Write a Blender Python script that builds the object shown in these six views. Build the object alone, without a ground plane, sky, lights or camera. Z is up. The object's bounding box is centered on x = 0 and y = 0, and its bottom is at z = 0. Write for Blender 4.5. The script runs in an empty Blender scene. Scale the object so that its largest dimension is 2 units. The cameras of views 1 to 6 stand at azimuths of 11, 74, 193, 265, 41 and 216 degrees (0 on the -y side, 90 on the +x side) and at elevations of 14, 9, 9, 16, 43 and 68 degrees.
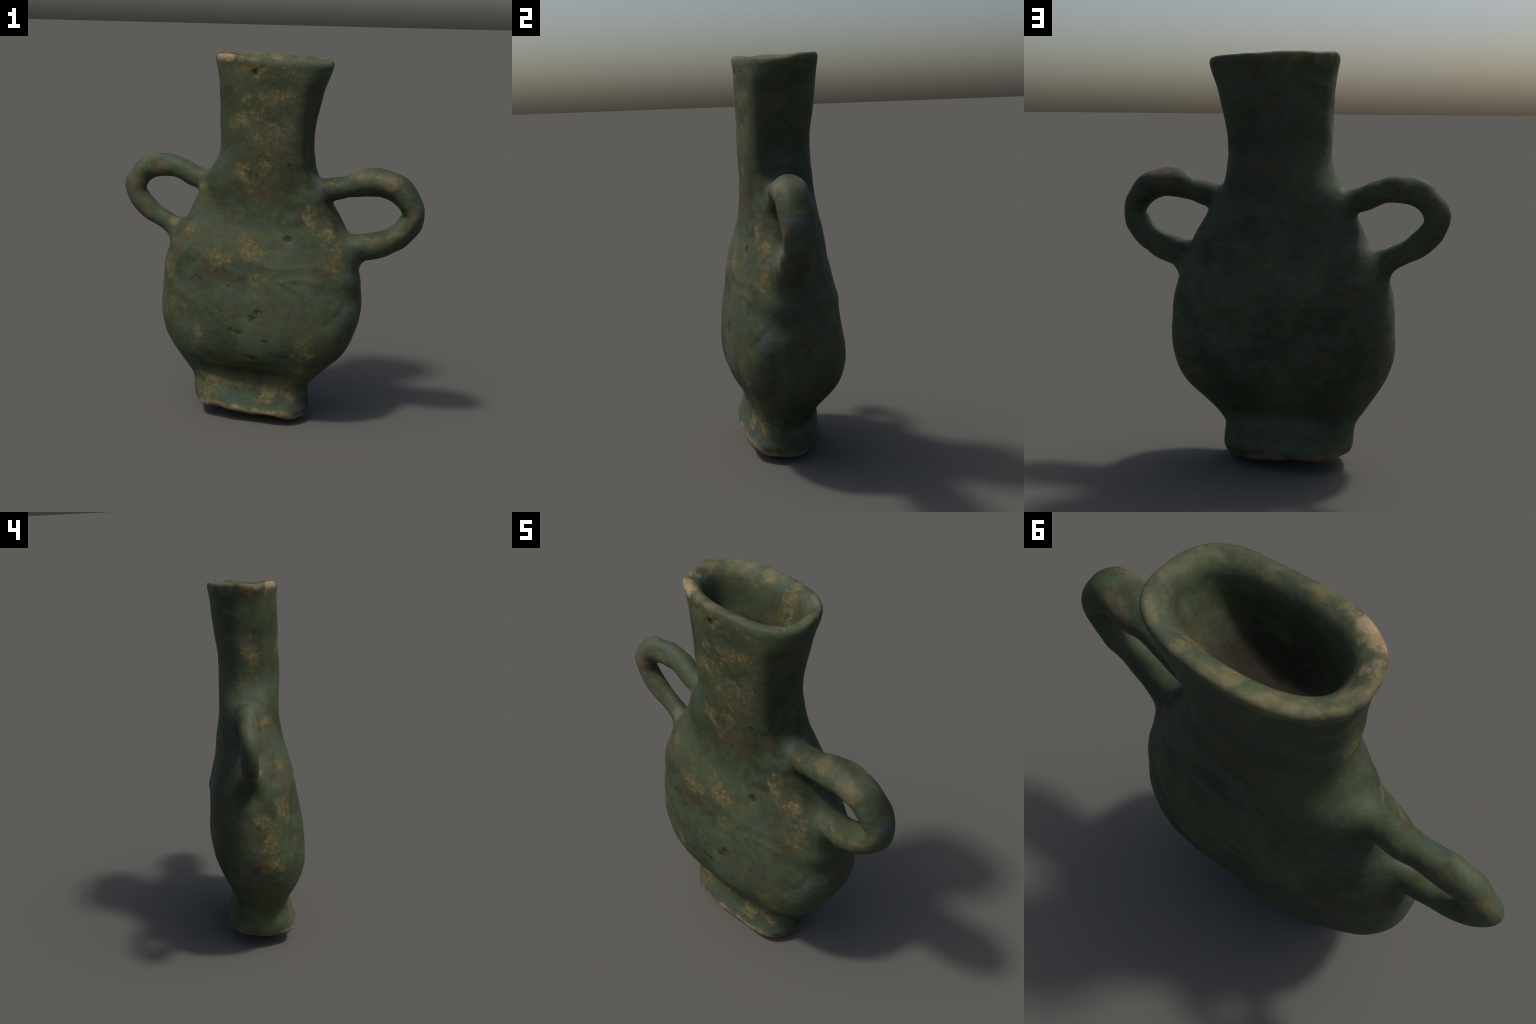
# A hand-built, squashed two-handled clay flask with a worn dark green glaze.
# The vessel is described as an implicit solid (elliptical sections along z, two
# swept handles, a cavity, lumps and dents), meshed, and split into named parts.
import bpy, math
import numpy as np

# ------------------------------------------------------------------ profile
# heights of the sections, then half-outline to -x, +x, front (-y), back (+y),
# skew of the section (y per x) and squareness of the super-ellipse
Z = np.array([0, .05, .1, .15, .2, .26, .33, .42, .52, .62, .72, .82, .92, 1.02, 1.12,
              1.24, 1.36, 1.48, 1.6, 1.72, 1.84, 1.93, 2.0])
XL = [-.401, -.402, -.399, -.399, -.406, -.435, -.48, -.537, -.579, -.594, -.589, -.585, -.563, -.512, -.454,
      -.401, -.336, -.275, -.272, -.271, -.282, -.293, -.312]
XR = [.273, .264, .257, .254, .254, .303, .366, .451, .496, .522, .523, .513, .486, .453, .406,
      .34, .271, .243, .236, .257, .285, .316, .322]
YF = [-.25, -.24, -.202, -.179, -.16, -.165, -.202, -.245, -.26, -.255, -.247, -.231, -.216, -.196, -.172,
      -.152, -.153, -.161, -.16, -.161, -.164, -.169, -.182]
YB = [.204, .208, .207, .183, .173, .157, .193, .237, .267, .271, .264, .26, .247, .222, .207,
      .191, .18, .171, .169, .182, .193, .2, .218]
SKEW_FRONT = [.002, -.01, -.022, -.035, -.049, -.058, -.062, -.064, -.063, -.064, -.066, -.065, -.058, -.06, -.070,
      -.078, -.075, -.068, -.06, -.05, -.035, -.015, -.005]
SKEW_BACK = [-.09, -.08, -.068, -.053, -.034, -.012, .011, .024, .013, -.017, -.046, -.071, -.081, -.075, -.06,
      -.045, -.03, -.02, -.012, -.004, .008, .022, .03]
EX = [2.6, 2.6, 2.6, 2.65, 2.7, 2.8, 2.856, 2.883, 2.816, 2.746, 2.699, 2.683, 2.721, 2.729, 2.684,
      2.637, 2.65, 2.75, 2.8, 2.75, 2.6, 2.45, 2.36]
EX_CORNER = [2.5, 2.56, 2.6, 2.7, 2.75, 2.8, 2.95, 3.1, 3.2, 3.2, 3.2, 3.2, 3.2, 3.1, 2.97,
      2.95, 3.1, 3.3, 3.4, 3.3, 3.0, 2.7, 2.62]
BOTTOM = (.018, -.060, -.028, .115, 1.0)      # underside: c + x + y + x2 + y2
TOP = (1.986, -.05, .03, .06, .14)       # rim: c + x + y + x2 + xy
WALL, FLOOR = .063, 1.695

# handle spines: x, y, z, radius in the plane of the loop, radius across it
HANDLE_LEFT = np.array([(-.30, .045, 1.305, .05, .054), (-.42, .065, 1.322, .058, .054), (-.51, .078, 1.362, .061, .051),
    (-.60, .084, 1.373, .066, .052), (-.69, .086, 1.357, .069, .052), (-.754, .087, 1.299, .067, .05),
    (-.772, .087, 1.228, .062, .049), (-.735, .086, 1.16, .06, .049), (-.662, .082, 1.10, .059, .046),
    (-.57, .072, 1.05, .058, .047), (-.45, .05, .99, .06, .054)])
HANDLE_RIGHT = np.array([(.28, -.048, 1.298, .058, .066), (.42, -.078, 1.331, .062, .073), (.52, -.098, 1.361, .071, .078),
    (.61, -.112, 1.367, .07, .08), (.695, -.122, 1.340, .069, .08), (.752, -.127, 1.277, .061, .08), (.779, -.13, 1.211, .058, .078),
    (.756, -.124, 1.156, .06, .076), (.705, -.114, 1.095, .064, .073), (.617, -.097, 1.046, .067, .069),
    (.53, -.078, 1.02, .069, .068), (.40, -.055, .98, .072, .066)])

# lumps (+) and dents (-) along a poly-line: points, radius, height
LUMPS = [([(.16, .26, .825), (.25, .25, .81)], .055, .018),          # thumb of clay on the back
         ([(-.10, .19, 1.60), (-.22, .16, 1.59)], .055, -.009),        # pressed spot behind the neck
         ([(-.36, -.15, .28), (-.2, -.175, .277), (0, -.18, .266), (.12, -.175, .264)], .032, -.062),   # crease over the foot
         ([(.265, -.08, 1.45), (.265, -.08, 1.55), (.265, -.09, 1.78)], .055, -.052),  # hollow down the right flank of the neck
         ([(.28, .09, 1.36), (.25, .10, 1.5)], .06, -.010),
         ([(-.19, .17, 1.40), (-.22, .17, 1.34)], .07, .012),
         ([(.08, .2, 1.28), (.16, .2, 1.2)], .08, -.009),
         ([(-.40, .20, 1.12), (-.47, .21, .86)], .11, -.03),         # flattened shoulder behind the left handle
         ([(-.40, .16, 1.16), (-.34, .17, 1.26)], .06, -.015),
         ([(.38, -.23, .80), (.52, -.15, .74)], .06, -.024),
         ([(.2, -.26, .42), (.4, -.2, .5)], .08, -.01),
         ([(-.33, -.165, .245), (-.13, -.2, .235), (.02, -.2, .215), (.19, -.18, .21)], .03, .010),   # rolled lip of the foot
         ([(-.12, -.21, .15), (.1, -.21, .14)], .06, -.022),
         ([(.26, .14, .04), (.26, .15, .14)], .06, -.012)]


def spline_coeffs(zk):
    n = len(zk); A = np.zeros((n, n)); B = np.zeros((n, n)); A[0, 0] = A[-1, -1] = 1; h = np.diff(zk)
    for i in range(1, n - 1):
        A[i, i - 1] = h[i - 1]; A[i, i] = 2 * (h[i - 1] + h[i]); A[i, i + 1] = h[i]
        B[i, i - 1] = 6 / h[i - 1]; B[i, i + 1] = 6 / h[i]; B[i, i] = -6 / h[i - 1] - 6 / h[i]
    return np.linalg.solve(A, B)


SPL = spline_coeffs(Z)


def spline(v, z):
    v = np.asarray(v, float); m = SPL @ v; z = np.clip(z, Z[0], Z[-1])
    i = np.clip(np.searchsorted(Z, z) - 1, 0, len(Z) - 2)
    h = Z[i + 1] - Z[i]; a = (Z[i + 1] - z) / h; b = 1 - a
    return a * v[i] + b * v[i + 1] + ((a ** 3 - a) * m[i] + (b ** 3 - b) * m[i + 1]) * h * h / 6


def smax(a, b, r):
    h = np.maximum(r - np.abs(a - b), 0)
    return np.maximum(a, b) + h * h / (4 * r)


def smin(a, b, r):
    return -smax(-a, -b, r)


RNG = np.random.default_rng(11)
LATTICE = RNG.uniform(-1, 1, (32, 32, 32))


def noise(P, scale):
    q = P * scale + 100.37; i = np.floor(q).astype(int); f = q - i; f = f * f * f * (f * (6 * f - 15) + 10)
    out = 0
    for a in (0, 1):
        for b in (0, 1):
            for c in (0, 1):
                w = (f[..., 0] if a else 1 - f[..., 0]) * (f[..., 1] if b else 1 - f[..., 1]) * (f[..., 2] if c else 1 - f[..., 2])
                out = out + w * LATTICE[(i[..., 0] + a) % 32, (i[..., 1] + b) % 32, (i[..., 2] + c) % 32]
    return out


def catmull(pts, n=12):
    P = np.vstack([2 * pts[0] - pts[1], pts, 2 * pts[-1] - pts[-2]]); out = []
    for i in range(1, len(P) - 2):
        for t in np.arange(n) / n:
            a, b, c, d = P[i - 1:i + 3]
            out.append(.5 * (2 * b + (c - a) * t + (2 * a - 5 * b + 4 * c - d) * t * t + (3 * b - a - 3 * c + d) * t ** 3))
    return np.vstack([out, pts[-1]])


SPINE_L, SPINE_R = catmull(HANDLE_LEFT), catmull(HANDLE_RIGHT)


def tube(P, spine):
    """distance to a swept tube of elliptical section (P: N x 3)"""
    best = np.full(len(P), 9.)
    near = np.where((P[:, 0] > spine[:, 0].min() - .14) & (P[:, 0] < spine[:, 0].max() + .14) & (P[:, 2] > .82) & (P[:, 2] < 1.53)
                    & (np.abs(P[:, 1] - spine[:, 1].mean()) < .2))[0]
    Q = P[near]; res = np.full(len(Q), 9.)
    for a, b in zip(spine[:-1], spine[1:]):
        d = b[:3] - a[:3]; t = np.clip(((Q - a[:3]) @ d) / (d @ d), 0, 1)
        e = Q - a[:3] - t[:, None] * d
        r, ry = a[3] + t * (b[3] - a[3]), a[4] + t * (b[4] - a[4])
        n = np.linalg.norm(e, axis=1); k = np.sqrt((e[:, 0] / r) ** 2 + (e[:, 2] / r) ** 2 + (e[:, 1] / ry) ** 2) + 1e-9
        res = np.minimum(res, n * (1 - 1 / np.maximum(k, .2)))
    best[near] = res
    return best


def section(P, inset=None):
    x, y, z = P.T
    xl, xr, yf, yb, kf, kb, e, ec = (spline(v, z) for v in (XL, XR, YF, YB, SKEW_FRONT, SKEW_BACK, EX, EX_CORNER))
    cx, ax = (xl + xr) / 2, np.maximum((xr - xl) / 2 - (0 if inset is None else inset), .03)
    cy, ay = (yf + yb) / 2, np.maximum((yb - yf) / 2 - (0 if inset is None else inset), .03)
    front = 1 / (1 + np.exp(np.clip((y - cy) / .04, -50, 50)))
    yy = y - (front * kf + (1 - front) * kb) * (x - cx)
    e = e + (ec - e) * front / (1 + np.exp(np.clip(-(x - cx) / .08, -50, 50)))
    rho = ((np.abs(x - cx) / ax) ** e + (np.abs(yy - cy) / ay) ** e + 1e-9) ** (1 / e)
    if inset is not None:
        return (rho - 1) * ay
    return np.hypot(x - cx, yy - cy) * (1 - 1 / np.maximum(rho, .003))


def along(P, pts):
    d = np.full(len(P), 9.)
    for a, b in zip(np.array(pts[:-1]), np.array(pts[1:])):
        t = np.clip((P - a) @ (b - a) / ((b - a) @ (b - a)), 0, 1)
        d = np.minimum(d, np.linalg.norm(P - a - t[:, None] * (b - a), axis=1))
    return d


def parts(P):
    x, y, z = P.T
    side = section(P)
    zb = BOTTOM[0] + BOTTOM[1] * x + BOTTOM[2] * y + BOTTOM[3] * x * x + BOTTOM[4] * y * y
    zb = zb + .012 * noise(P, 10.)
    zt = TOP[0] + TOP[1] * x + TOP[2] * y + TOP[3] * x * x + TOP[4] * x * y + .008 * noise(P, 8.)
    vessel = smax(smax(side, z - zt, .045), zb - z, .07)
    for pts, r, h in LUMPS:
        q = np.array(pts); near = np.where(((P > q.min(0) - 2.6 * r) & (P < q.max(0) + 2.6 * r)).all(1))[0]
        vessel[near] -= h * np.exp(-(along(P[near], pts) / r) ** 2)
    depth = np.maximum(zt - z, 0)
    cavity = np.full(len(P), 9.); up = z > 1.5
    cavity[up] = smax(section(P[up], WALL + .17 * depth[up]), FLOOR - z[up], .17)
    return vessel, tube(P, SPINE_L), tube(P, SPINE_R), cavity


def front_y(x, z):
    """depth of the bare front face"""
    lo, hi = -.35, .0
    for _ in range(24):
        m = (lo + hi) / 2
        lo, hi = (lo, m) if section(np.array([[x, m, z]]))[0] < 0 else (m, hi)
    return (lo + hi) / 2


def on_front(pts):
    return [(x, front_y(x, z), z) for x, z in pts]


# pits (point, radius, depth) and raised slip lines drawn on the front, given as x, z
LUMPS += [(on_front([(.136, 1.062), (.146, 1.058)]), .020, -.009), (on_front([(-.06, 1.90), (-.055, 1.905)]), .014, -.008),
          (on_front([(.12, .835), (.22, .86), (.33, .84), (.42, .785), (.46, .72)]), .013, .0028),
          (on_front([(.12, .83), (.22, .79), (.32, .755), (.40, .70), (.44, .63)]), .013, .0028),
          (on_front([(.20, .825), (.28, .825), (.35, .79), (.31, .765), (.22, .79)]), .016, -.002),
          (on_front([(.36, .62), (.43, .68), (.47, .74)]), .022, -.005),
          (on_front([(-.17, .79), (-.15, .788)]), .03, -.003), (on_front([(-.02, .70), (.02, .64), (-.03, .63)]), .012, -.0025),
          (on_front([(-.13, .555), (-.09, .543)]), .011, -.004), (on_front([(-.06, .41), (0, .40)]), .012, -.003),
          (on_front([(-.1, 1.10), (.05, 1.085), (.16, 1.10)]), .03, -.004), (on_front([(-.05, .93), (.08, .90), (.3, .92)]), .02, .004)]


def solid(P):
    v, hl, hr, cav = parts(P)
    web = np.where(P[:, 2] < 1.15, .09, .05)                     # the lower roots are smeared wider onto the bowl
    d = smin(smin(v, hl - .006 * noise(P, 13.), web), hr - .006 * noise(P, 13.), web)
    d = d + .0022 - .0045 * (np.abs(noise(P + 3, 5.)) - .25) - .0028 * noise(P, 7.) - .0013 * noise(P + 5, 19.)
    return smax(d, -cav, .05)


# ------------------------------------------------------------------ meshing
def evaluate(P):
    return np.concatenate([solid(c) for c in np.array_split(P, max(1, len(P) // 200000))])


def mesh_solid(h=.008):
    lo, hi = np.array([-.9, -.36, -.06]), np.array([.9, .36, 2.08])
    n = np.ceil((hi - lo) / h).astype(int)
    ax = [lo[i] + h * np.arange(n[i] + 1) for i in range(3)]
    # coarse pass picks the band around the surface
    s = 5
    ca = [a[::s] for a in ax]
    C = np.stack(np.meshgrid(*ca, indexing="ij"), -1); cd = evaluate(C.reshape(-1, 3)).reshape(C.shape[:3])
    F = np.full(n + 1, 1.)
    near = np.abs(cd) < h * s * 2.2
    idx = np.stack(np.meshgrid(*[np.minimum(np.round(np.arange(m + 1) / s).astype(int), cd.shape[i] - 1) for i, m in enumerate(n)], indexing="ij"), -1)
    full = near[idx[..., 0], idx[..., 1], idx[..., 2]]
    F = np.where(cd[idx[..., 0], idx[..., 1], idx[..., 2]] < 0, -1., 1.)
    w = np.argwhere(full)
    F[full] = evaluate(lo + h * w)
    # surface nets: one vertex per cell crossed, one quad per edge crossed
    S = F < 0
    corner = [(a, b, c) for a in (0, 1) for b in (0, 1) for c in (0, 1)]
    view = lambda A, o: A[o[0]:o[0] + n[0], o[1]:o[1] + n[1], o[2]:o[2] + n[2]]
    cnt = sum(view(S, o).astype(np.int8) for o in corner)
    cells = np.argwhere((cnt > 0) & (cnt < 8)); ids = np.full(n, -1); ids[tuple(cells.T)] = np.arange(len(cells))
    acc = np.zeros((len(cells), 3)); num = np.zeros(len(cells))
    for i, a in enumerate(corner):
        for b in corner[i + 1:]:
            if sum(abs(p - q) for p, q in zip(a, b)) != 1: continue
            fa, fb = F[tuple((cells + a).T)], F[tuple((cells + b).T)]
            m = (fa < 0) != (fb < 0); t = np.where(m, fa / np.where(m, fa - fb, 1), 0)
            acc += np.where(m[:, None], np.array(a) + t[:, None] * (np.array(b) - np.array(a)), 0); num += m
    V = lo + h * (cells + acc / num[:, None])
    quads = []
    for d in range(3):
        e = np.eye(3, dtype=int)[d]; u, v = np.eye(3, dtype=int)[(d + 1) % 3], np.eye(3, dtype=int)[(d + 2) % 3]
        A = S[:n[0] + 1 - e[0], :n[1] + 1 - e[1], :n[2] + 1 - e[2]]; B = S[e[0]:, e[1]:, e[2]:]
        g = np.argwhere(A != B); g = g[((g[:, (d + 1) % 3] > 0) & (g[:, (d + 2) % 3] > 0))]
        q = np.stack([ids[tuple((g - o).T)] for o in (u + v, v, u * 0, u)], 1)
        flip = ~A[tuple(g.T)]
        q[flip] = q[flip][:, ::-1]
        quads.append(q)
    Q = np.vstack(quads)
    # relax along the surface, then drop each vertex onto it
    for it in range(4):
        acc, num = np.zeros_like(V), np.zeros(len(V))
        for i in range(4):
            np.add.at(acc, Q[:, i], V[Q[:, (i + 1) % 4]] + V[Q[:, (i + 3) % 4]]); np.add.at(num, Q[:, i], 2)
        V = .5 * V + .5 * acc / num[:, None]
        N, L = gradient(V, .003, True)
        V = V - np.clip(evaluate(V) / np.maximum(L, .3), -.01, .01)[:, None] * N
    return V, Q, gradient(V, .004)


def gradient(V, e=.003, size=False):
    g = np.stack([evaluate(V + e * a) - evaluate(V - e * a) for a in np.eye(3)], 1)
    L = np.linalg.norm(g, axis=1, keepdims=True)
    g = g / np.maximum(L, 1e-9)
    return (g, L[:, 0] / (2 * e)) if size else g


V, Q, N = mesh_solid()

# ------------------------------------------------------------------ material
# patches of wear, glaze colour and painted-on reflections: centre, radii (object coordinates)
OCHRE = [((-.02, -.16, 1.60), (.13, .08, .22), .6), ((-.06, -.16, 1.36), (.12, .08, .10), .55), ((-.1, -.2, 1.0), (.14, .08, .07), .5),
    ((-.13, -.15, 1.64), (.05, .09, .045), 1.0), ((.06, -.16, 1.78), (.11, .08, .035), .9), ((-.11, -.15, 1.79), (.05, .08, .05), .7),
    ((-.06, -.16, 1.70), (.09, .08, .06), .62), ((.09, -.16, 1.62), (.05, .08, .07), .72), ((-.12, -.15, 1.38), (.065, .09, .055), 1.0),
    ((.01, -.16, 1.44), (.06, .08, .06), .75), ((.10, -.15, 1.77), (.07, .07, .04), .7), ((-.08, -.19, 1.03), (.06, .08, .035), .7),
    ((-.05, -.21, .975), (.09, .08, .045), .95), ((-.23, -.20, .935), (.09, .08, .05), .9), ((-.02, -.23, .85), (.10, .08, .03), .7),
    ((.24, -.15, 1.17), (.05, .08, .07), .85), ((.33, -.16, 1.09), (.045, .08, .06), .9), ((.39, -.18, .98), (.045, .08, .09), .85),
    ((-.42, -.10, 1.06), (.05, .08, .05), .7), ((-.44, -.18, .64), (.10, .1, .08), .55), ((-.33, -.22, .52), (.04, .08, .09), .75),
    ((-.36, -.19, .42), (.05, .09, .06), .5), ((-.2, -.24, .65), (.09, .08, .05), .45),
    ((.25, -.26, .46), (.045, .08, .07), .95), ((.21, -.2, .34), (.06, .1, .05), .85), ((.05, -.19, .185), (.06, .08, .03), 1.1), ((.02, -.2, .15), (.05, .08, .04), .9),
    ((-.28, -.16, .225), (.08, .08, .035), 1.0), ((-.3, -.16, .16), (.05, .08, .06), .85), ((-.1, -.19, .21), (.09, .08, .025), .9), ((.16, -.17, .18), (.045, .08, .045), .95),
    ((-.53, -.10, .87), (.04, .06, .10), .85), ((-.36, -.03, 1.30), (.04, .06, .04), .85),
    ((-.27, .01, 1.62), (.04, .05, .11), .9), ((-.59, -.01, .72), (.06, .06, .11), .9), ((-.58, .02, .82), (.06, .05, .05), .85), ((-.57, -.02, .58), (.06, .07, .07), .85),
    ((.55, -.15, 1.06), (.12, .06, .04), .55), ((.36, -.13, 1.38), (.06, .05, .04), .7), ((.1, -.16, 1.92), (.1, .05, .03), .7), ((-.12, -.15, 1.93), (.1, .05, .03), .8),
    ((-.02, -.16, 1.91), (.05, .05, .03), .8), ((.13, .12, 1.88), (.05, .05, .12), .9)]
TAN = [((.65, -.17, 1.39), (.09, .06, .05), .95), ((.78, -.19, 1.23), (.05, .07, .055), .95), ((.70, -.18, 1.10), (.05, .05, .04), .8), ((.48, -.13, 1.41), (.10, .07, .05), .75),
    ((-.74, .03, 1.27), (.07, .06, .13), .95), ((-.62, .03, 1.37), (.09, .05, .05), 1.0), ((-.55, .03, 1.06), (.08, .05, .03), .7), ((-.72, .06, 1.11), (.06, .06, .05), .75),
    ((-.78, .11, 1.36), (.07, .06, .06), .8), ((.62, -.05, 1.42), (.12, .06, .05), .75)]
BROWN = [((.20, -.12, 1.73), (.025, .05, .14), 1.0), ((.19, -.12, 1.57), (.02, .04, .09), 1.05), ((.24, -.08, 1.74), (.025, .05, .16), .9), ((.20, -.14, 1.37), (.05, .05, .12), .8),
    ((-.46, -.11, .98), (.07, .06, .07), .95), ((.07, -.16, 1.52), (.12, .08, .13), .75), ((-.02, -.16, 1.28), (.18, .08, .10), .85),
    ((-.38, .25, .86), (.13, .07, .05), .95), ((-.39, .25, .73), (.05, .07, .10), .85), ((-.02, .18, 1.47), (.09, .07, .06), .8), ((-.12, .22, 1.12), (.1, .07, .05), .8),
    ((-.01, .19, 1.78), (.09, .07, .08), .8), ((-.29, .26, .58), (.10, .08, .08), .8), ((.33, .19, .89), (.05, .07, .09), .8), ((.05, .2, 1.92), (.16, .06, .05), .75),
    ((.5, .04, .80), (.06, .08, .08), .9), ((.52, -.02, .66), (.06, .07, .09), .9), ((-.3, .05, 1.95), (.05, .09, .06), 1.1), ((-.56, .07, .56), (.08, .08, .07), .9),
    ((.76, -.12, 1.05), (.10, .07, .08), .95), ((.58, -.02, 1.38), (.15, .06, .06), .85), ((-.63, .12, 1.38), (.12, .05, .06), .8), ((.04, .12, 1.80), (.05, .06, .14), .9),
    ((.15, .1, 1.76), (.06, .07, .14), 1.0), ((-.5, .18, .9), (.07, .08, .1), .8)]
TEAL = [((.24, -.23, .80), (.17, .08, .055), .9), ((.45, -.21, .70), (.06, .09, .14), 1.0), ((-.39, -.20, .52), (.05, .08, .10), .9), ((-.42, -.17, .82), (.10, .09, .10), .85),
    ((-.01, -.17, 1.12), (.18, .07, .04), .85), ((-.2, -.14, 1.46), (.07, .08, .09), .9), ((-.12, -.18, .14), (.2, .08, .05), .9), ((.12, -.17, .12), (.12, .08, .05), .85),
    ((-.25, -.09, 1.5), (.05, .07, .12), .9), ((-.56, .04, 1.42), (.06, .05, .03), 1.1), ((-.15, -.23, .72), (.09, .09, .09), .8), ((0, -.24, .52), (.2, .09, .07), .75),
    ((-.35, -.1, 1.13), (.1, .1, .1), .85), ((.28, -.14, 1.28), (.04, .05, .05), 1.0), ((.2, -.27, .37), (.2, .08, .05), .8), ((-.05, -.22, .93), (.14, .08, .05), .7)]
SLATE = [((.20, -.21, .97), (.08, .07, .11), .9), ((.20, -.26, .65), (.05, .07, .09), .8), ((.35, -.2, 1.0), (.07, .07, .07), .7), ((.38, -.2, .80), (.10, .08, .06), .7),
    ((-.2, -.22, .60), (.12, .08, .10), .6), ((.05, -.26, .45), (.14, .08, .06), .7), ((-.24, .1, 1.96), (.09, .05, .05), .9)]
BAKED_SHEEN = [((.248, -.05, 1.46), (.035, .06, .10), 1.1), ((.26, -.08, 1.37), (.04, .06, .06), .9), ((.285, -.12, 1.30), (.045, .05, .045), .8), ((.2, -.15, .105), (.05, .06, .045), 1.1),  # bluish highlights tinted into the glaze at creases, handle tips and foot corners
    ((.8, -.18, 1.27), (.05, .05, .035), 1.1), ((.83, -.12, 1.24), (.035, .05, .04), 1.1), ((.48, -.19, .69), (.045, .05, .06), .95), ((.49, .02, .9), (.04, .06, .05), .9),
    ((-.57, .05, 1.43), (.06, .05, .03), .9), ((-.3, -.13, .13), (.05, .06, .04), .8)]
PITS = [((.14, -.2, 1.06), (.026, .06, .021), 1.6), ((-.06, -.16, 1.905), (.02, .05, .018), 1.5), ((-.0, -.25, .665), (.06, .07, .045), .78), ((-.03, -.25, .63), (.04, .06, .04), .8), ((-.11, -.25, .548), (.03, .06, .012), 1.2), ((-.15, -.25, .56), (.015, .06, .025), 1.0),
    ((-.03, -.24, .405), (.05, .09, .022), .9), ((.04, -.27, .51), (.03, .06, .02), .9), ((-.36, -.18, .81), (.04, .07, .03), .85), ((-.17, -.23, .79), (.025, .06, .012), .95),
    ((.13, -.16, 1.44), (.018, .05, .016), 1.1), ((.16, -.26, .43), (.03, .08, .014), .95), ((-.24, -.22, .86), (.02, .06, .02), .8), ((.17, -.25, .66), (.03, .06, .03), .8), ((.35, -.24, .55), (.02, .06, .02), .9)]
CLAY = [((-.225, -.10, 1.975), (.075, .045, .035), 1.6), ((-.14, -.125, 1.975), (.045, .04, .03), 1.1), ((-.27, -.03, 1.975), (.05, .05, .03), 1.1)]


class Nodes:
    """small helpers that string shader nodes together"""

    def __init__(self, name):
        self.mat = bpy.data.materials.new(name); self.mat.use_nodes = True
        self.nt = self.mat.node_tree; self.bsdf = self.nt.nodes["Principled BSDF"]
        self.P = self.new("ShaderNodeTexCoord").outputs["Object"]
        warp = self.noise(9., 3, 0, (3, 1, 7), color=True)
        off = self.vec("SCALE", self.vec("SUBTRACT", warp, (.5, .5, .5)), scale=.11)
        fine = self.vec("SCALE", self.vec("SUBTRACT", self.noise(45., 3, 0, (8, 2, 1), color=True), (.5, .5, .5)), scale=.035)
        self.V = self.vec("ADD", self.P, self.vec("SCALE", fine, scale=.5))
        self.W = self.vec("ADD", self.vec("ADD", self.P, off), fine)

    def new(self, kind, **kw):
        n = self.nt.nodes.new(kind)
        for k, v in kw.items(): setattr(n, k, v)
        return n

    def put(self, socket, v):
        if isinstance(v, bpy.types.NodeSocket): self.nt.links.new(v, socket)
        else: socket.default_value = v

    def math(self, op, a, b=0., clamp=False):
        n = self.new("ShaderNodeMath", operation=op, use_clamp=clamp); self.put(n.inputs[0], a); self.put(n.inputs[1], b); return n.outputs[0]

    def vec(self, op, a, b=None, scale=None):
        n = self.new("ShaderNodeVectorMath", operation=op); self.put(n.inputs[0], a)
        if b is not None: self.put(n.inputs[1], b)
        if scale is not None: self.put(n.inputs["Scale"], scale)
        return n.outputs["Value" if op in ("LENGTH", "DOT_PRODUCT") else "Vector"]

    def noise(self, scale, detail=4, distortion=0., offset=(0, 0, 0), stretch=(1, 1, 1), color=False, at=None, turn=0.):
        m = self.new("ShaderNodeMapping"); self.put(m.inputs["Vector"], at or self.P); m.inputs["Location"].default_value = offset; m.inputs["Scale"].default_value = stretch; m.inputs["Rotation"].default_value = (0, turn, 0)
        n = self.new("ShaderNodeTexNoise"); self.nt.links.new(m.outputs[0], n.inputs["Vector"])
        n.inputs["Scale"].default_value = scale; n.inputs["Detail"].default_value = detail; n.inputs["Distortion"].default_value = distortion
        return n.outputs["Color" if color else "Fac"]

    def step(self, v, lo, hi):
        n = self.new("ShaderNodeMapRange", interpolation_type="SMOOTHSTEP"); self.put(n.inputs["Value"], v)
        n.inputs["From Min"].default_value = lo; n.inputs["From Max"].default_value = hi; return n.outputs[0]

    def mix(self, fac, a, b):
        n = self.new("ShaderNodeMix", data_type="RGBA"); self.put(n.inputs["Factor"], fac)
        ia, ib = [i for i in n.inputs if i.name == "A" and i.type == "RGBA"][0], [i for i in n.inputs if i.name == "B" and i.type == "RGBA"][0]
        for s, v in ((ia, a), (ib, b)): self.put(s, v if isinstance(v, bpy.types.NodeSocket) else (*v, 1))
        return [o for o in n.outputs if o.type == "RGBA"][0]

    def patches(self, table, at=None, reach=1.35, core=.25):
        """soft union of ellipsoids: strength at the centres, 0 outside"""
        total = None
        for c, r, s in table:
            d = self.vec("LENGTH", self.vec("DIVIDE", self.vec("SUBTRACT", at or self.W, c), r))
            m = self.step(d, reach, core); m = self.math("MULTIPLY", m, s)
            total = m if total is None else self.math("MAXIMUM", total, m)
        return total


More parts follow.
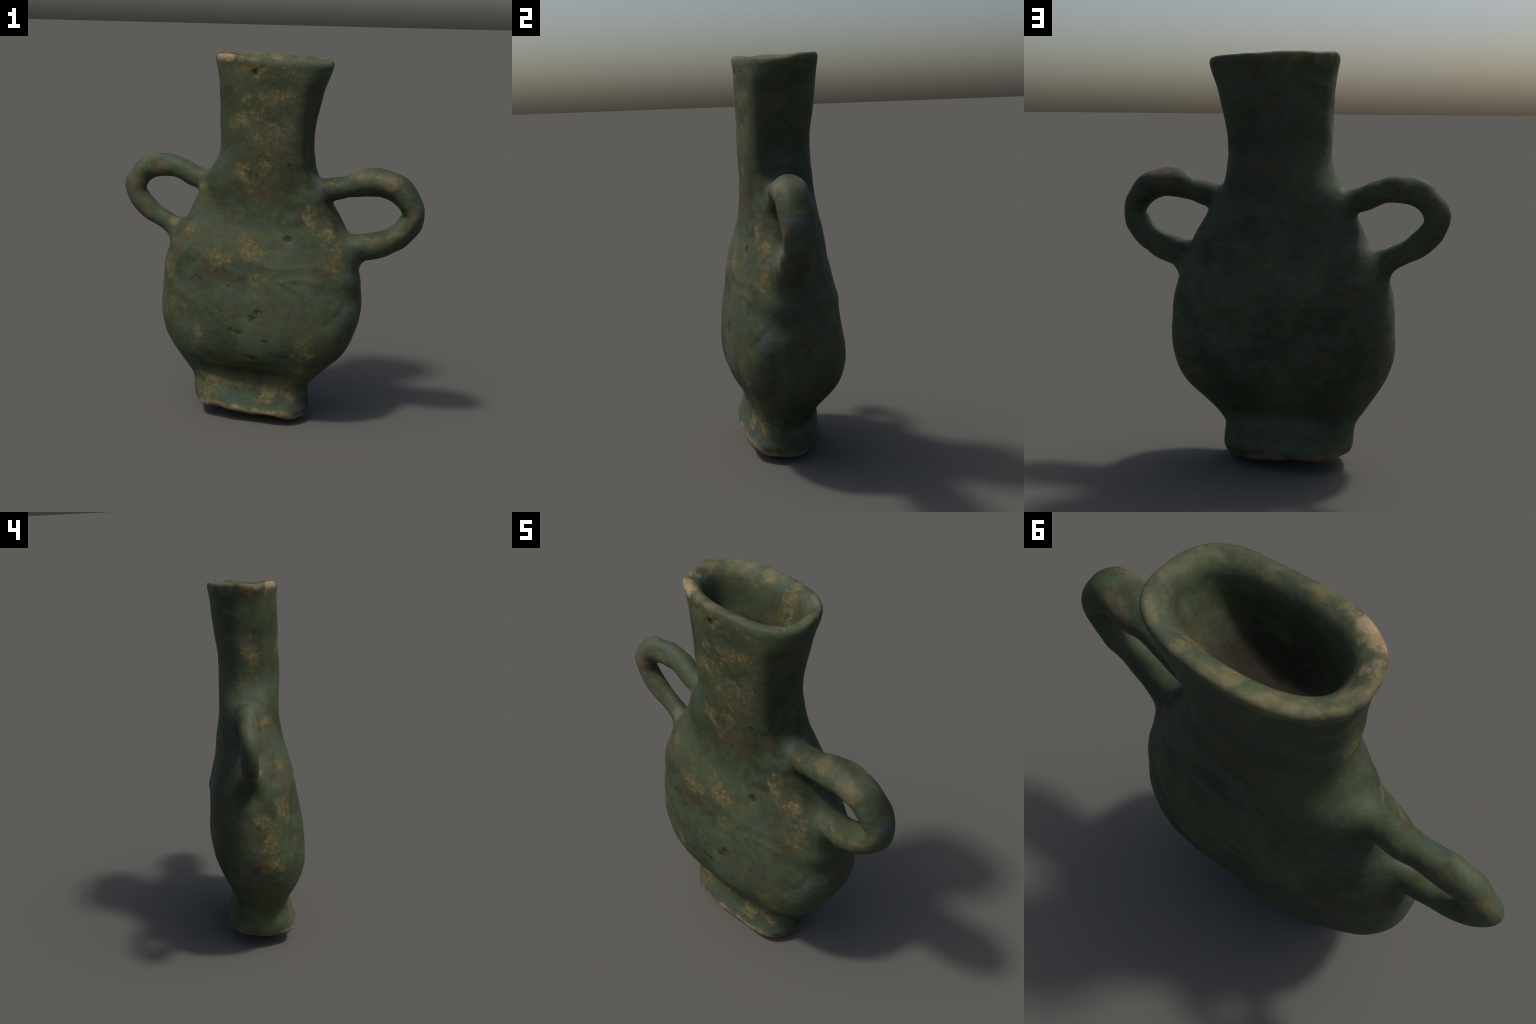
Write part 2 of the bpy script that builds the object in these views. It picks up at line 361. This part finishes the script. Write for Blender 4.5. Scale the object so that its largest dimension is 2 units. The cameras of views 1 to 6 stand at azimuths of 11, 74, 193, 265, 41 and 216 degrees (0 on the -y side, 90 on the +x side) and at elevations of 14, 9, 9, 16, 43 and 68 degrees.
def glaze():
    g = Nodes("worn_green_glaze"); M = g.math
    big, mid, fine = g.noise(2.6, 5, .7, (1, 4, 2)), g.noise(7., 5, .5, (5, 0, 3), (1, 1, 1.6)), g.noise(38., 5, .2)
    grain = g.noise(110., 3)
    smear = g.noise(14., 5, .3, (2, 2, 2), (1., 1., 3.0))
    # brush strokes of the glaze, running slantwise down the front
    streak = g.noise(13., 6, .5, (2, 2, 2), (1, 1, 2.0), turn=.6)
    xyz = g.new("ShaderNodeSeparateXYZ"); g.put(xyz.inputs[0], g.P); x, y, z = xyz.outputs
    col = g.mix(g.step(big, .36, .66), OLIVE_DARK, OLIVE)
    col = g.mix(M("MULTIPLY", g.step(mid, .48, .68), .75), col, GREEN)
    col = g.mix(g.patches([((0, 0, 1.60), (.42, .3, .33), .55)]), col, OLIVE_DARK)
    col = g.mix(M("MULTIPLY", g.step(g.noise(4.3, 5, .8, (9, 3, 1)), .52, .70), .5), col, TEAL_C)
    col = g.mix(g.step(M("ADD", g.patches(TEAL), M("MULTIPLY", M("SUBTRACT", streak, .5), 1.9)), .25, 1.35), col, TEAL_C)
    col = g.mix(M("MULTIPLY", g.step(M("ADD", g.patches(SLATE), M("MULTIPLY", M("SUBTRACT", streak, .5), 1.5)), .3, 1.3), .7), col, SLATE_C)
    col = g.mix(M("MULTIPLY", g.step(M("ADD", g.patches(BAKED_SHEEN), M("MULTIPLY", M("SUBTRACT", smear, .5), 1.2)), .3, 1.3), .8), col, BAKED_SHEEN_C)
    col = g.mix(M("MULTIPLY", g.step(g.noise(5.2, 6, .4, (0, 7, 5)), .56, .72), .6), col, BROWN_C)
    col = g.mix(M("MULTIPLY", g.step(M("ADD", g.patches(BROWN), M("MULTIPLY", M("SUBTRACT", g.noise(24., 5, .2, (1, 1, 1), (1.3, 1.3, .5)), .5), 1.3)), .35, .95), .85), col, BROWN_C)
    # worn yellow specks: dense in the patches, stray ones elsewhere
    och = g.patches(OCHRE, reach=2.0, core=0.)
    vo = g.new("ShaderNodeTexVoronoi"); g.put(vo.inputs["Vector"], g.W); vo.inputs["Scale"].default_value = 80.
    speck = g.step(vo.outputs["Distance"], .42, .12)
    veil = g.step(M("ADD", och, M("MULTIPLY", M("SUBTRACT", g.noise(20., 6, .2, (4, 4, 0)), .5), 1.6)), .25, .95)
    col = g.mix(M("MULTIPLY", veil, .75), col, OCHRE_DARK)
    core = g.step(M("ADD", och, M("MULTIPLY", M("SUBTRACT", M("ADD", M("MULTIPLY", fine, .6), M("MULTIPLY", grain, .4)), .5), 2.8)), .5, 1.55)
    col = g.mix(M("MULTIPLY", core, .75), col, OCHRE_C)
    sp = M("MULTIPLY", speck, g.step(M("ADD", M("MULTIPLY", och, .8), M("MULTIPLY", M("SUBTRACT", fine, .5), 2.2)), .38, .8))
    col = g.mix(M("MULTIPLY", sp, .4), col, OCHRE_PALE)
    stray = M("MULTIPLY", g.step(vo.outputs["Distance"], .2, .08), g.step(g.noise(13., 3, 0, (6, 6, 6)), .64, .72))
    col = g.mix(M("MULTIPLY", stray, .5), col, OCHRE_C)
    tan = g.patches(TAN)
    col = g.mix(M("MULTIPLY", g.step(M("ADD", tan, M("MULTIPLY", M("SUBTRACT", g.noise(16., 6, .3, (3, 0, 0)), .5), 1.5)), .3, 1.0), .9), col, TAN_C)
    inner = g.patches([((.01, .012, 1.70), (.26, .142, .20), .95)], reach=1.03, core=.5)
    # mouth interior darkened in the colour for the shadow inside it
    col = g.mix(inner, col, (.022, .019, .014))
    # pits and dark spots
    pits = g.step(M("ADD", g.patches(PITS, at=g.V), M("MULTIPLY", M("SUBTRACT", g.noise(55., 4, .3, (1, 5, 3), (1, 1, 1.5)), .5), 2.2)), .62, 1.0)
    col = g.mix(M("MULTIPLY", pits, .85), col, PIT_C)
    # rim rubbed to a buff line along both lips
    lip = g.step(M("ADD", z, M("MULTIPLY", M("SUBTRACT", g.noise(22., 5, .2, (0, 0, 8)), .5), .10)), 1.93, 1.985)
    col = g.mix(M("MULTIPLY", M("MULTIPLY", lip, g.step(g.noise(14., 6, .4, (7, 7, 7)), .40, .68)), .8), col, RIM_C)
    # bare clay: chip on the lip and the broken underside
    c1 = g.step(M("ADD", g.patches(CLAY), M("MULTIPLY", M("SUBTRACT", g.noise(30., 4, .2, (2, 9, 0)), .5), 1.4)), .45, 1.35)
    under = M("ADD", M("ADD", M("ADD", M("MULTIPLY", x, BOTTOM[1]), M("MULTIPLY", y, BOTTOM[2])), BOTTOM[0]), M("ADD", M("MULTIPLY", M("MULTIPLY", x, x), BOTTOM[3]), M("MULTIPLY", M("MULTIPLY", y, y), BOTTOM[4])))
    gap = M("ADD", M("SUBTRACT", z, under), M("MULTIPLY", M("SUBTRACT", g.noise(17., 5, .2, (5, 5, 5)), .5), .09))
    c2 = g.step(gap, .046, .012)
    clay = g.mix(g.noise(25., 4), CLAY_C, CLAY_DARK)
    col = g.mix(M("MULTIPLY", c1, .95), col, clay)
    col = g.mix(M("MULTIPLY", c2, .85), col, g.mix(g.step(mid, .4, .6), clay, CLAY_DARK))
    shade = g.new("ShaderNodeHueSaturation"); g.put(shade.inputs["Color"], col)
    g.put(shade.inputs["Value"], M("ADD", M("MULTIPLY", grain, .6), M("ADD", M("MULTIPLY", fine, .4), M("ADD", M("MULTIPLY", g.noise(22., 6, .4, (3, 8, 4), (1, 1, 1.5), turn=.6), .6), .2))))
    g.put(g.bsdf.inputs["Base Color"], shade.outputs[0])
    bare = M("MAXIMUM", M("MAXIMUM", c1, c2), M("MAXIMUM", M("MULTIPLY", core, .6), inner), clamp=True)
    g.put(g.bsdf.inputs["Roughness"], M("ADD", M("MULTIPLY", bare, .4), M("ADD", M("MULTIPLY", fine, .25), .48)))
    g.bsdf.inputs["Specular IOR Level"].default_value = .18
    bump = g.new("ShaderNodeBump"); bump.inputs["Strength"].default_value = .25; bump.inputs["Distance"].default_value = .006
    g.put(bump.inputs["Height"], M("SUBTRACT", M("ADD", fine, M("MULTIPLY", core, .3)), M("MULTIPLY", pits, .8)))
    g.put(g.bsdf.inputs["Normal"], bump.outputs[0])
    return g.mat


OLIVE_DARK, OLIVE, GREEN = (.035, .044, .022), (.067, .079, .040), (.057, .079, .043)
TEAL_C, SLATE_C, BROWN_C = (.050, .072, .052), (.061, .077, .063), (.066, .050, .030)
BAKED_SHEEN_C = (.052, .075, .077)
OCHRE_DARK, OCHRE_C, OCHRE_PALE = (.105, .089, .033), (.175, .137, .063), (.32, .265, .145)
TAN_C, RIM_C, PIT_C = (.118, .094, .050), (.15, .125, .060), (.018, .019, .018)
CLAY_C, CLAY_DARK = (.36, .27, .165), (.19, .135, .07)
MAT = glaze()

# ------------------------------------------------------------------ parts
fc = V[Q].mean(1); v_, hl_, hr_, cav_ = parts(fc)
region = np.full(len(Q), 0)                                   # 0 body
region[fc[:, 2] > 1.34] = 1                                   # 1 neck
region[fc[:, 2] < .235] = 2                                   # 2 foot
region[(hl_ < .012) & (hl_ < v_ - .004) & (v_ > .012)] = 3    # 3, 4 handles
region[(hr_ < .012) & (hr_ < v_ - .004) & (v_ > .012)] = 4
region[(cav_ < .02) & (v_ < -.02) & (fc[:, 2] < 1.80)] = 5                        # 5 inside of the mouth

top = bpy.data.objects.new("clay_flask", None); bpy.context.scene.collection.objects.link(top)
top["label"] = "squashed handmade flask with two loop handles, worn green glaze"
top["category"] = "ceramic vase"
for r, name in enumerate(["body", "neck", "foot", "handle", "handle", "mouth_lining"]):
    q = Q[region == r]
    if not len(q): continue
    used, inv = np.unique(q, return_inverse=True); q = inv.reshape(-1, 4)
    me = bpy.data.meshes.new(name); me.from_pydata(V[used].tolist(), [], q.tolist())
    me.polygons.foreach_set("use_smooth", np.ones(len(me.polygons), bool)); me.update()
    me.normals_split_custom_set_from_vertices(N[used].tolist())
    me.materials.append(MAT)
    ob = bpy.data.objects.new(name, me); ob.parent = top
    bpy.context.scene.collection.objects.link(ob)
